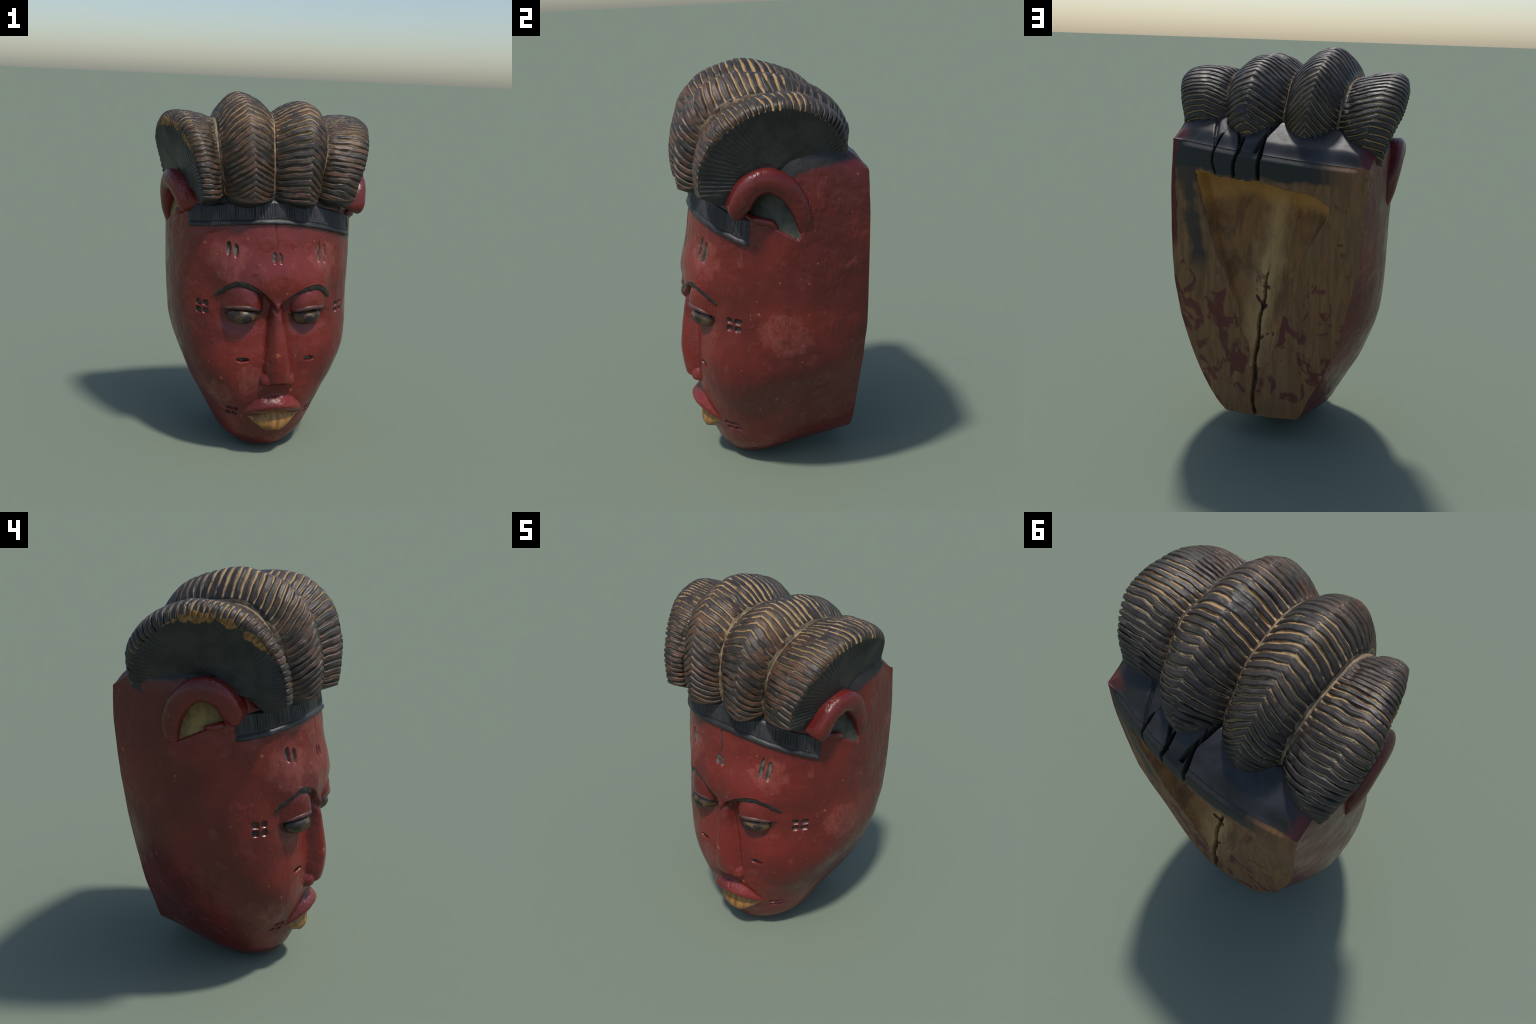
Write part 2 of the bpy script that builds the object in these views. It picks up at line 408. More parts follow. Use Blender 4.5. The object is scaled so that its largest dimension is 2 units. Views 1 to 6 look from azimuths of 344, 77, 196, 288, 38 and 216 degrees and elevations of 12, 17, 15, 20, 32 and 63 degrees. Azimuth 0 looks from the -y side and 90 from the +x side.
def relief(x, z):
    H = np.zeros_like(x)
    # forehead stands proud of the eye sockets; its lower border is the brow line
    for side in (1, -1):
        on = (x >= -.02) if side == 1 else (x < -.02)
        bz = brow_z(x, side); ox = abs(BROWS[side]['outer'][0])
        fade = (1 - smooth(ox - .09, ox + .015, np.abs(x)))
        sw = .010 + .014 * (1 - smooth(0, .08, np.abs(x + .02)))
        step = np.clip((z - bz) / (2 * sw) + .5, 0, 1); step = step * step * (3 - 2 * step)
        h = .042 * step * (1 - smooth(.98, 1.22, z)) * (.9 + .1 * smooth(0, .09, np.abs(x + .02)))
        H = H + np.where(on, h * fade, 0)
        # upper lid swells from under the brow to the lid rim
        e = EYES[side]; d = (x - e['c']) / e['w']
        lz = lid_z(x, side)
        t = np.clip((bz - z) / np.maximum(bz - lz, .02), 0, 1)
        inside = smooth(-.004, .004, z - lz) * (1 - smooth(-.004, .012, z - bz))
        span = np.clip(1 - np.abs(d) ** 2.4, 0, 1)
        bul = (.016 + .042 * np.sin(np.clip(t, 0, 1) * math.pi / 2) ** .9) * span
        H = H + np.where(on, inside * bul, 0)
        # small hollow round the eyeball
        r = ((x - e['c']) / .125) ** 2 + ((z - (e['z'] - .045)) / .075) ** 2
        H = H - np.where(z < lz, .012 * np.exp(-r ** 2 * 1.2), 0)
    # nose: straight ridge with a flat top, wings and flat underside
    nx = spline([.4, .5, .87], [.006, .006, -.018], z)
    hw = spline([.45, .52, .62, .75, .86, .90], [.080, .080, .072, .056, .040, .034], z)
    hh = spline([.40, .45, .50, .56, .64, .75, .84, .88, .93], [.046, .054, .061, .066, .071, .065, .050, .034, .0], z)
    d = np.abs(x - nx)
    prof = np.sqrt(np.clip(1 - smooth(.10, 1.02, d / hw) ** 1.3, 0, 1))
    vert = smooth(.435, .470, z + .12 * np.clip(d - .02, 0, .1)) * (1 - smooth(.86, .93, z))
    N = hh * prof * vert
    for s in (1, -1):
        rr = (np.abs(x - nx - s * .056) / .044) ** 2.2 + (np.clip(z - .462, -.02, 1) / .058) ** 2
        w = .036 * np.clip(1 - rr, 0, 1) ** .65 * smooth(.438, .452, z)
        N = np.maximum(N, w)
    H = H + N
    # thin crease beside the nose
    H = H - .004 * np.exp(-((d - hw * 1.05) / .006) ** 2) * smooth(.47, .52, z) * (1 - smooth(.8, .86, z))
    # upper lip
    lx = (x - .008) / .178
    zl = .278 - .032 * np.clip(lx, -1.2, 1.2) ** 2
    zt = .376 - .112 * np.abs(np.clip(lx, -1, 1)) ** 2.6
    t = (z - zl) / np.maximum(zt - zl, .01)
    body = np.where(t < .42, np.cos(np.clip((.42 - t) / .42, 0, 1) * 1.05), np.cos(np.clip((t - .42) / .62, 0, 1) * math.pi / 2) ** 1.2)
    H = H + .056 * np.clip(1 - np.abs(lx) ** 2.2, 0, 1) ** .8 * np.clip(body, 0, 1) * smooth(-.03, .03, t)
    # chin pad / dip under the lower lip
    H = H + .012 * np.exp(-((x - .01) / .12) ** 2 - ((z - .21) / .05) ** 2)
    # philtrum groove
    H = H - .006 * np.exp(-((x - .006) / .018) ** 2 - ((z - .405) / .03) ** 2)
    return H

# scars: small cut slots. (x, z, half width, half height, lean, depth, kind)
SLOTS = []
for cx, cz, hh in ((.235, 1.164, .060), (-.258, 1.188, .040)):
    SLOTS += [(cx - .018, cz + .004, .0115, hh, .05, .012, 1), (cx + .018, cz - .004, .0115, hh * .9, .05, .012, 1)]
SLOTS += [(-.042, 1.150, .012, .032, 0, .010, 1), (-.010, 1.150, .010, .032, -.1, .010, 1)]
SLOTS += [(.186, .580, .034, .0125, 0, .022, 1), (-.187, .585, .036, .0115, 0, .022, 1)]
for cx, cz, w, h, dp in ((.384, .837, .034, .036, .010), (-.391, .858, .030, .040, .011),
                         (.237, .240, .032, .028, .014), (-.219, .262, .028, .032, .014)):
    for i in (-1, 1):
        for j in (-1, 1):
            SLOTS.append((cx + i * w * .52, cz + j * h * .52, w * .42, h * .40, 0, dp, 2))

def slots(x, z):
    D = np.zeros_like(x); K = np.zeros(x.shape, int)
    for cx, cz, hw, hh, lean, dp, kind in SLOTS:
        dx = (x - cx - lean * (z - cz)) / hw; dz = (z - cz) / hh
        r = np.abs(dx) ** 2.2 + np.abs(dz) ** 2.2 if kind == 1 else np.abs(dx) ** 3.5 + np.abs(dz) ** 3.5
        r = r * (1 + .35 * vnoise(np.stack([x, z, 0 * x], -1), 70, 170))
        D = np.maximum(D, dp * (1 - smooth(.35, 1.15, r)))
        K = np.where(r < .8, kind, K)
        # raised lip of paint around the hatched scars
        if kind == 2:
            D = D - .0022 * np.exp(-((r - 1.9) / .7) ** 2)
    return D, K

front = smooth(-.08, -.16, AY)
H = relief(AX, AZ) * front
D, SLOTK = slots(AX, AZ)
D = D * smooth(0, -.12, AY); SLOTK = np.where(AY < -.1, SLOTK, 0)
crk = np.exp(-((AX + .030 + .006 * np.sin(AZ * 40)) / .0035) ** 2) * smooth(1.12, 1.2, AZ) * front
D = D + .005 * crk
# scars on the cheeks face partly sideways: cut along the surface normal
NA0 = grid_normals(A)
if NA0[NR // 2, NA // 2, 1] > 0: NA0 = -NA0
A[..., 1] -= H
A -= D[..., None] * NA0
# worn, knife-cut surface
lump = fbm(A, 5.0, 3) * .0030 + fbm(A * np.array([1, 1, .45]), 26.0, 9, 2) * .0011
A += NA0 * (lump * smooth(0, .05, ZN)[:, None])[..., None]

# ear hollows cut into the sides
EAR_IN = {1: dict(c=(-.075, 1.36), ry=.125, rz=.165, floor=lambda y: 1.245 - .55 * (y - .02)),
          -1: dict(c=(.03, 1.36), ry=.115, rz=.150, floor=lambda y: 1.312 - .47 * (y - .03))}
EARK = np.zeros(AX.shape, int)
for side, e in EAR_IN.items():
    y, z = A[..., 1], A[..., 2]
    r = ((y - e['c'][0]) / e['ry']) ** 2 + ((z - e['c'][1]) / e['rz']) ** 2
    if side == 1: fl = 1.228 - .62 * (y - .055)
    else: fl = 1.262 + .50 * (.125 - y)
    inn = (1 - smooth(.8, 1.05, r)) * smooth(-.004, .006, z - fl) * (AX * side > .2)
    A[..., 0] -= side * .028 * inn * (.4 + .9 * smooth(1.25, 1.5, z))
    EARK = np.where(inn > .4, side, EARK)

NRM = grid_normals(A)
if NRM[NR // 2, NA // 2, 1] > 0: NRM = -NRM
FA = grid_faces(NR, NA)
def face_val(G): return G[:-1, :-1].reshape(-1)
cx = A[:-1, :-1, 0].reshape(-1); cy = A[:-1, :-1, 1].reshape(-1); cz = A[:-1, :-1, 2].reshape(-1)
reg = np.zeros(len(FA), int)
reg[(cy < -.3) & (np.abs(cx - .0) < .098) & (cz > .435) & (cz < .885)
    & (np.abs(cx - spline([.4, .5, .87], [.006, .006, -.018], cz)) < spline([.43, .455, .52, .62, .75, .88], [.095, .10, .09, .075, .06, .04], cz))] = 1
zl_ = .278 - .032 * ((cx - .008) / .178) ** 2; zt_ = .376 - .112 * np.abs((cx - .008) / .178) ** 2.6
reg[(cy < -.25) & (np.abs(cx - .008) < .178) & (cz > zl_ - .002) & (cz < zt_ + .004)] = 2
reg[(face_val(EARK) == 1)] = 3
reg[(face_val(EARK) == -1)] = 4
mi = np.zeros(len(FA), int)
mi[face_val(crk) > .45] = 2
mi[face_val(SLOTK) == 1] = 1; mi[face_val(SLOTK) == 2] = 2
mi[reg >= 1] = 0
lipn = vnoise(np.stack([cx, cz, 0 * cx], -1), 25, 180)
mi[(reg == 2) & (cz < zl_ + .014 + .010 * lipn) & (np.abs(cx - .01) < .10 + .03 * lipn)] = 1  # ochre line paints the gold highlight on the lip's lower edge
split_regions(A, NRM, FA, reg, mi, {0: ("face", [M_RED, M_MARK, M_SCAR_DARK]), 1: ("nose", [M_RED_PLAIN]),
              2: ("upper_lip", [M_RED_PLAIN, M_LIP]), 3: ("ear_hollow", [M_EAR_GREY]), 4: ("ear_hollow", [M_EAR_OCHRE])})

# underside of the chin: fan of rings closing the lowest section
def cap_rings(ring, target, n, zfun):
    s = np.linspace(0, 1, n)[:, None, None]
    P = ring[None] * (1 - s) + target[None, None] * s
    return zfun(P, s)

# ---- flat back
NB = 260
tB = np.linspace(0, 1, NB)[None, :]
ZRb, ZLb = A[:, 0, 2], A[:, -1, 2]
B = np.stack([A[:, 0, i][:, None] * (1 - tB) + A[:, -1, i][:, None] * tB for i in range(3)], -1)
bulge = spline([0, .1, .3, .6, 1.0, 1.5], [.02, .035, .042, .046, .055, .080], ZN)[:, None]
B[..., 1] += bulge * (1 - np.abs(2 * tB - 1) ** 2.3)
bx, bz = B[..., 0].copy(), B[..., 2].copy()
hol_top = spline([-.30, -.262, -.10, .048, .21, .38, .42], [1.285, 1.312, 1.352, 1.376, 1.382, 1.400, 1.40], bx)
hol_r = spline([.35, .45, .62, .85, 1.10, 1.25, 1.42], [.07, .09, .127, .20, .305, .36, .39], bz)
hol_l = spline([.35, .50, .886, 1.17, 1.25, 1.32], [.02, -.03, -.145, -.262, -.300, -.305], bz)
hol_c = spline([.1, .17, .5, .74, 1.19, 1.4], [.066, .066, .056, .045, .012, .01], bz)
dep = spline([.30, .45, .6, .8, 1.0, 1.2, 1.35, 1.45], [.0, .012, .05, .125, .195, .24, .24, .22], bz)
wob_b = np.stack([bx, bz, 0 * bx], -1)
hol_top = hol_top + .007 * fbm(wob_b, 16, 200, 2)
hol_r = hol_r + .014 * fbm(wob_b, 8, 201, 2); hol_l = hol_l + .014 * fbm(wob_b, 8, 202, 2)
side_t = np.where(bx > hol_c, (hol_r - bx) / np.maximum(hol_r - hol_c, .01), (bx - hol_l) / np.maximum(hol_c - hol_l, .01))
vee = np.clip(side_t, 0, 1)
HD = dep * (vee ** np.where(bx > hol_c, .45, .58)) * smooth(0, .10, side_t) * (1 - smooth(-.03, .004, bz - hol_top))
HD += .030 * smooth(0, .10, side_t) * (1 - smooth(-.012, .004, bz - hol_top)) * smooth(.95, 1.25, bz)
pB = np.stack([bx, np.zeros_like(bx), bz], -1)
rough_in = smooth(0, .15, side_t) * (bz < hol_top)
HD += rough_in * (fbm(pB * np.array([1, 1, .5]), 20, 21, 3) * .0085)
# long split from the hollow to the bottom edge
cw = spline([.1, .3, .5, .8, .95], [.011, .011, .010, .006, .002], bz)
cxx = hol_c + .004 * np.sin(bz * 31) + vnoise(pB, 40, 5) * .003
split = (1 - smooth(.6, 1.15, np.abs(bx - cxx) / cw)) * (1 - smooth(.8, .98, bz))
HD += .035 * split
# cracks running up through the top margin
CR_TOP = [(.052, .0085, 1.0), (.165, .0075, .8), (.275, .0050, .4)]
CRK = np.zeros_like(bx)
for x0, w, k in CR_TOP:
    c = x0 + .010 * np.sin(bz * 19 + x0 * 40) + .004 * np.sin(bz * 53)
    CRK = np.maximum(CRK, k * (1 - smooth(.5, 1.2, np.abs(bx - c) / w)) * smooth(-.02, .01, bz - hol_top))
HD += .055 * CRK
HD += .003 * fbm(pB, 5, 31) + .0012 * fbm(pB * np.array([1, 1, .3]), 30, 33, 2)
edge_keep = smooth(0, .02, np.minimum(tB, 1 - tB)) * smooth(0, .015, ZN)[:, None]
round_top = .022 * smooth(1.462, 1.5, ZN)[:, None] ** 2
B[..., 1] -= HD * edge_keep + round_top * smooth(0, .10, np.minimum(tB, 1 - tB))
A_top_back = B[-1].copy()
NB_ = grid_normals(B)
if NB_[NR // 2, NB // 2, 1] < 0: NB_ = -NB_
FB = grid_faces(NR, NB)
regB = np.zeros(len(FB), int)
regB[((side_t > .02) & (bz < hol_top + .002) & (bz > .42))[:-1, :-1].reshape(-1)] = 1
miB = np.zeros(len(FB), int)
miB[(CRK > .45)[:-1, :-1].reshape(-1)] = 1
miB[(split > .55)[:-1, :-1].reshape(-1)] = 2
split_regions(B, NB_, FB, regB, miB, {0: ("back_board", [M_BACK, M_CRACK, M_SPLIT]), 1: ("back_hollow", [M_HOLLOW, M_CRACK, M_SPLIT])})

# ---- top ledge (closed cap over the whole block) and underside of the chin
def closed_ring(row): return np.concatenate([A[row], B[row][::-1][1:-1]], 0)
ring = closed_ring(-1); cen = np.array([.0, .0, 0])
nrow = 60
s = (np.linspace(0, 1, nrow) ** 1.15)[:, None] * .92
LX = ring[None, :, 0] * (1 - s) + cen[0] * s; LY = ring[None, :, 1] * (1 - s) + cen[1] * s
drop = np.clip(ring[:, 2] - ztop(ring[:, 0], ring[:, 1]), -.05, .05)
LZ = ztop(LX, LY) + drop[None] * (1 - smooth(0, .1, s)) + .020 * smooth(0, .10, s) + .0
LP = np.stack([LX, LY, LZ], -1)
ck = np.zeros_like(LX)
for x0, w, k in CR_TOP:
    c = x0 + .010 * np.sin(1.49 * 19 + x0 * 40) - (LY - .39) * (.5 if x0 < .1 else .25) * (-1 if x0 < .1 else 1)
    ck = np.maximum(ck, k * (1 - smooth(.5, 1.2, np.abs(LX - c) / (w * (1.1 if k > .5 else 1.7)))) * (LY > .15))
LP[..., 2] -= .035 * ck
LP[..., 2] += .004 * fbm(np.stack([LX, LY, LX * 0], -1), 7, 41) * smooth(0, .06, s)
NL = grid_normals(LP, wrap=True)
if NL[10, 300, 2] < 0: NL = -NL
add_mesh("top_ledge", LP, grid_faces(nrow, LP.shape[1], True), [M_LEDGE, M_CRACK],
         mat_idx=(ck > .45)[:-1].reshape(-1).astype(int), normals=NL.reshape(-1, 3))
ring = closed_ring(0); nrow = 24
s = np.linspace(0, 1, nrow)[:, None]
c0 = np.array([.03, -.03])
ux = ring[None, :, 0] * (1 - s) + c0[0] * s; uy = ring[None, :, 1] * (1 - s) + c0[1] * s
uz0 = tilt(np.array(0.0)) * ramp_y(uy)
uz = ring[None, :, 2] * (1 - s) ** 3 + uz0 * (1 - (1 - s) ** 3) - .006 * np.sin(np.clip(s, 0, 1) * math.pi) * smooth(-.2, .1, uy)
UP = np.stack([ux, uy, np.maximum(uz, 0.0)], -1)
NU = grid_normals(UP, wrap=True)
if NU[5, 300, 2] > 0: NU = -NU
add_mesh("chin_underside", UP, grid_faces(nrow, UP.shape[1], True), M_RED_PLAIN, normals=NU.reshape(-1, 3))

# ------------------------------------------------------------------ surface lookup for applied parts
fm = (A[..., 1] < -.12)
SXZ = A[fm]
def on_face(x, z):
    d = (SXZ[:, 0] - x) ** 2 + (SXZ[:, 2] - z) ** 2
    k = np.argpartition(d, 6)[:6]; w = 1 / (d[k] + 1e-7)
    return float((SXZ[k, 1] * w).sum() / w.sum())

# ------------------------------------------------------------------ eyes, lids, brows
for side in (1, -1):
    e = EYES[side]
    c = np.array([e['c'] + (-.012 if side > 0 else .008), -.352, e['z'] - .022])
    u = np.linspace(0, math.pi, 40)[:, None]; v = np.linspace(0, 2 * math.pi, 64, endpoint=False)[None, :]
    X = np.cos(u) + 0 * v; Y = np.sin(u) * np.cos(v); Z = np.sin(u) * np.sin(v)
    sgn = np.sign(Z) * np.abs(Z) ** .9
    P = np.stack([c[0] + .090 * X, c[1] - .080 * Y * np.clip(1 - .25 * X ** 2, 0, 1), c[2] + .050 * sgn], -1)
    P += (fbm(P, 30, 50 + side, 2) * .0015)[..., None]
    f = grid_faces(40, 64, True)
    ctr = P.reshape(-1, 3)[f].mean(1)
    pupil = (((ctr[:, 0] - c[0] - .004) / .027) ** 2 + ((ctr[:, 2] - c[2] + .012) / .024) ** 2 < 1) & (ctr[:, 1] < c[1])
    pupil |= ctr[:, 2] < c[2] - .036 + .004 * np.sin(ctr[:, 0] * 90)  # not pupil: dark band along the eyeball's lower edge
    add_mesh("eyeball", P, f, [M_EYE, M_PUPIL], mat_idx=pupil.astype(int))
    # rim of the upper lid
    xs = np.linspace(e['c'] - e['w'] * 1.02, e['c'] + e['w'] * 1.04, 13)
    path = []
    for x in xs:
        z = float(lid_z(np.array(x), side)); d = (x - e['c']) / e['w']
        path.append((x, on_face(x, z + .012) + .008 + .004 * d * d, z + .001 * 1))
    rad = .0135 * np.clip(1 - np.abs((xs - e['c']) / e['w']) ** 3, .30, 1)
    P, F = tube(path, rad, 16, 8, 1.0)
    add_mesh("eyelid_rim", P, F, M_LID)
    xs = np.linspace(c[0] - .098, c[0] + .098, 13); d = (xs - c[0]) / .098
    zs = e['z'] + .002 - .070 * np.sqrt(np.clip(1 - d ** 2, 0, 1)) ** 1.2
    path = [(x, on_face(x, z) - .001, z) for x, z in zip(xs, zs)]
    P, F = tube(path, .0085 * np.clip(1 - np.abs(d) ** 4, .4, 1), 12, 8)
    add_mesh("lower_eyelid", P, F, M_LID)
    # painted brow line under the brow edge
    b = BROWS[side]
    xs = np.linspace(b['inner'][0] + side * .055, b['outer'][0] - side * .012, 17)
    path = [(x, on_face(x, float(brow_z(np.array(x), side)) - .004) + .001, float(brow_z(np.array(x), side)) - .004) for x in xs]
    t = np.linspace(0, 1, 17)
    P, F = tube(path, .0115 * (.3 + .7 * smooth(.05, .45, t)) * (1 - .45 * smooth(.85, 1, t)), 16, 6, 1.9)
    P = P + (fbm(P, 45, 190, 2) * .0022)[..., None]
    add_mesh("eyebrow", P, F, M_BROW)

# ------------------------------------------------------------------ lower lip (ochre wedge)
ns, nt = 81, 34
S = np.linspace(-1, 1, ns)[None, :]; T = np.linspace(0, 1, nt)[:, None]
lx = .010 + .168 * S + 0 * T
ztp = .280 - .030 * S ** 2
zbt = .166 + .086 * np.clip((np.abs(S) - .25) / .75, 0, 1) ** 1.15
lz = ztp + (zbt - ztp) * np.clip(T / .72, 0, 1)
yw = -.392 + .075 * np.abs(S) ** 1.9 + .004 * S
ly = yw + .022 * (1 - np.clip(T / .6, 0, 1)) - .012 * np.sin(np.clip(T / .72, 0, 1) * math.pi)
under = np.clip((T - .72) / .28, 0, 1)
ly = ly + .085 * under
lz = lz - .012 * np.sin(under * math.pi / 2)
LP = np.stack([lx, ly + 0 * lx, lz + 0 * lx], -1)
LP += (fbm(LP, 35, 61, 2) * .0016)[..., None]
f = grid_faces(nt, ns)
add_mesh("lower_lip", LP, f, M_LIP)

# ------------------------------------------------------------------ ears
EARS = {1: [(.470, -.210, 1.368), (.486, -.230, 1.405), (.496, -.214, 1.455), (.510, -.172, 1.508), (.522, -.105, 1.530), (.528, -.040, 1.500),
            (.530, .016, 1.428), (.524, .052, 1.330), (.510, .068, 1.235)],
        -1: [(-.468, -.100, 1.370), (-.486, -.124, 1.398), (-.507, -.114, 1.455), (-.530, -.068, 1.507), (-.543, 0.005, 1.517), (-.543, .072, 1.478),
             (-.538, .122, 1.404), (-.524, .142, 1.325), (-.502, .136, 1.245)]}
for side, path in EARS.items():
    r = [.040, .049, .052, .053, .053, .051, .047, .041, .030]
    P, F = tube(path, r, 32, 12, .62, (side, 0, 0), 3.6)
    P = P + (fbm(P, 9, 70, 2) * .003)[..., None]
    add_mesh("ear", P, F, M_RED_PLAIN)
    if side == 1:   # little tragus inside the ear
        P, F = tube([(.43, -.185, 1.365), (.475, -.15, 1.347), (.492, -.10, 1.335), (.485, -.055, 1.28)], [.016, .018, .016, .010], 14, 8)
    else:
        P, F = tube([(-.47, -.09, 1.365), (-.50, -.06, 1.35), (-.50, -.03, 1.345), (-.485, .0, 1.335)], [.016, .017, .013, .008], 14, 8)
    add_mesh("tragus", P, F, M_RED_PLAIN)

# ------------------------------------------------------------------ hair
HC = np.array([-.02, 1.52])      # hub of the hair arcs in y, z
VAL = {'01': [(-.287, -.309, 1.426), (-.312, -.305, 1.57), (-.332, -.246, 1.75), (-.32, -.106, 1.861), (-.315, 0, 1.862), (-.30, .152, 1.817), (-.292, .25, 1.735), (-.28, .30, 1.60), (-.28, .31, 1.5)],
       '12': [(-.042, -.354, 1.42), (-.047, -.363, 1.58), (-.05, -.333, 1.738), (-.042, -.284, 1.827), (-.022, -.15, 1.89), (-.012, -.012, 1.878), (-.005, .10, 1.83), (-.01, .2, 1.75), (-.014, .265, 1.677), (-.02, .285, 1.59), (-.02, .285, 1.5)],
       '23': [(.202, -.342, 1.417), (.22, -.354, 1.57), (.244, -.332, 1.717), (.28, -.186, 1.842), (.291, -.029, 1.863), (.306, .075, 1.845), (.30, .17, 1.78), (.28, .25, 1.70), (.267, .28, 1.61), (.262, .28, 1.5)]}
CREST = [[(-.36, -.355, 1.44), (-.385, -.36, 1.57), (-.425, -.295, 1.735), (-.452, -.2, 1.833), (-.475, -.09, 1.875), (-.492, .05, 1.892), (-.492, .142, 1.868), (-.484, .236, 1.820), (-.47, .325, 1.735), (-.445, .372, 1.650), (-.435, .372, 1.58), (-.43, .35, 1.50)],
         [(-.175, -.425, 1.44), (-.17, -.44, 1.545), (-.175, -.432, 1.65), (-.18, -.40, 1.757), (-.185, -.345, 1.86), (-.19, -.26, 1.94), (-.19, -.15, 1.985), (-.187, -.05, 1.998), (-.185, .06, 1.975), (-.18, .14, 1.953), (-.175, .245, 1.90), (-.165, .325, 1.815), (-.155, .375, 1.70), (-.15, .38, 1.6), (-.15, .36, 1.50)],
         [(.12, -.445, 1.44), (.12, -.455, 1.54), (.125, -.45, 1.64), (.13, -.43, 1.73), (.135, -.39, 1.82), (.14, -.33, 1.89), (.14, -.24, 1.945), (.14, -.13, 1.96), (.145, 0, 1.95), (.15, .128, 1.915), (.15, .25, 1.857), (.145, .345, 1.765), (.135, .388, 1.65), (.12, .375, 1.56), (.12, .35, 1.48)],
         [(.33, -.385, 1.43), (.34, -.40, 1.54), (.36, -.385, 1.64), (.38, -.35, 1.73), (.40, -.28, 1.805), (.415, -.2, 1.852), (.42, -.1, 1.882), (.422, 0, 1.892), (.42, .1, 1.872), (.412, .188, 1.825), (.40, .258, 1.745), (.39, .280, 1.66), (.38, .278, 1.59), (.38, .265, 1.50)]]
RIM = {0: [(-.419, -.347, 1.44), (-.448, -.333, 1.587), (-.495, -.225, 1.735), (-.555, -.046, 1.825), (-.588, .1, 1.805), (-.588, .22, 1.72), (-.55, .31, 1.61), (-.51, .33, 1.50)],
       3: [(.395, -.38, 1.435), (.415, -.388, 1.542), (.455, -.365, 1.637), (.497, -.286, 1.734), (.532, -.187, 1.803), (.570, 0, 1.830), (.575, .1, 1.80), (.55, .185, 1.735), (.505, .245, 1.62), (.49, .255, 1.50)]}
PHI0, PHI1 = math.radians(-10), math.radians(186)
def polar(ctrl, phi, deeper=0.0):
    c = np.array(ctrl); dy = -(c[:, 1] - HC[0]); dz = c[:, 2] - HC[1]
    a = np.arctan2(dz, dy); a = np.where(a < -1.5, a + 2 * math.pi, a)
    R = np.hypot(dy, dz)
    return spline(a, R, phi) - deeper * (1 + 1.2 * smooth(.45, -.1, phi) + 1.8 * smooth(2.6, 3.1, phi)), spline(a, c[:, 0], phi)
def from_polar(x, R, phi):
    return np.stack([x, HC[0] - R * np.cos(phi), HC[1] + R * np.sin(phi)], -1)

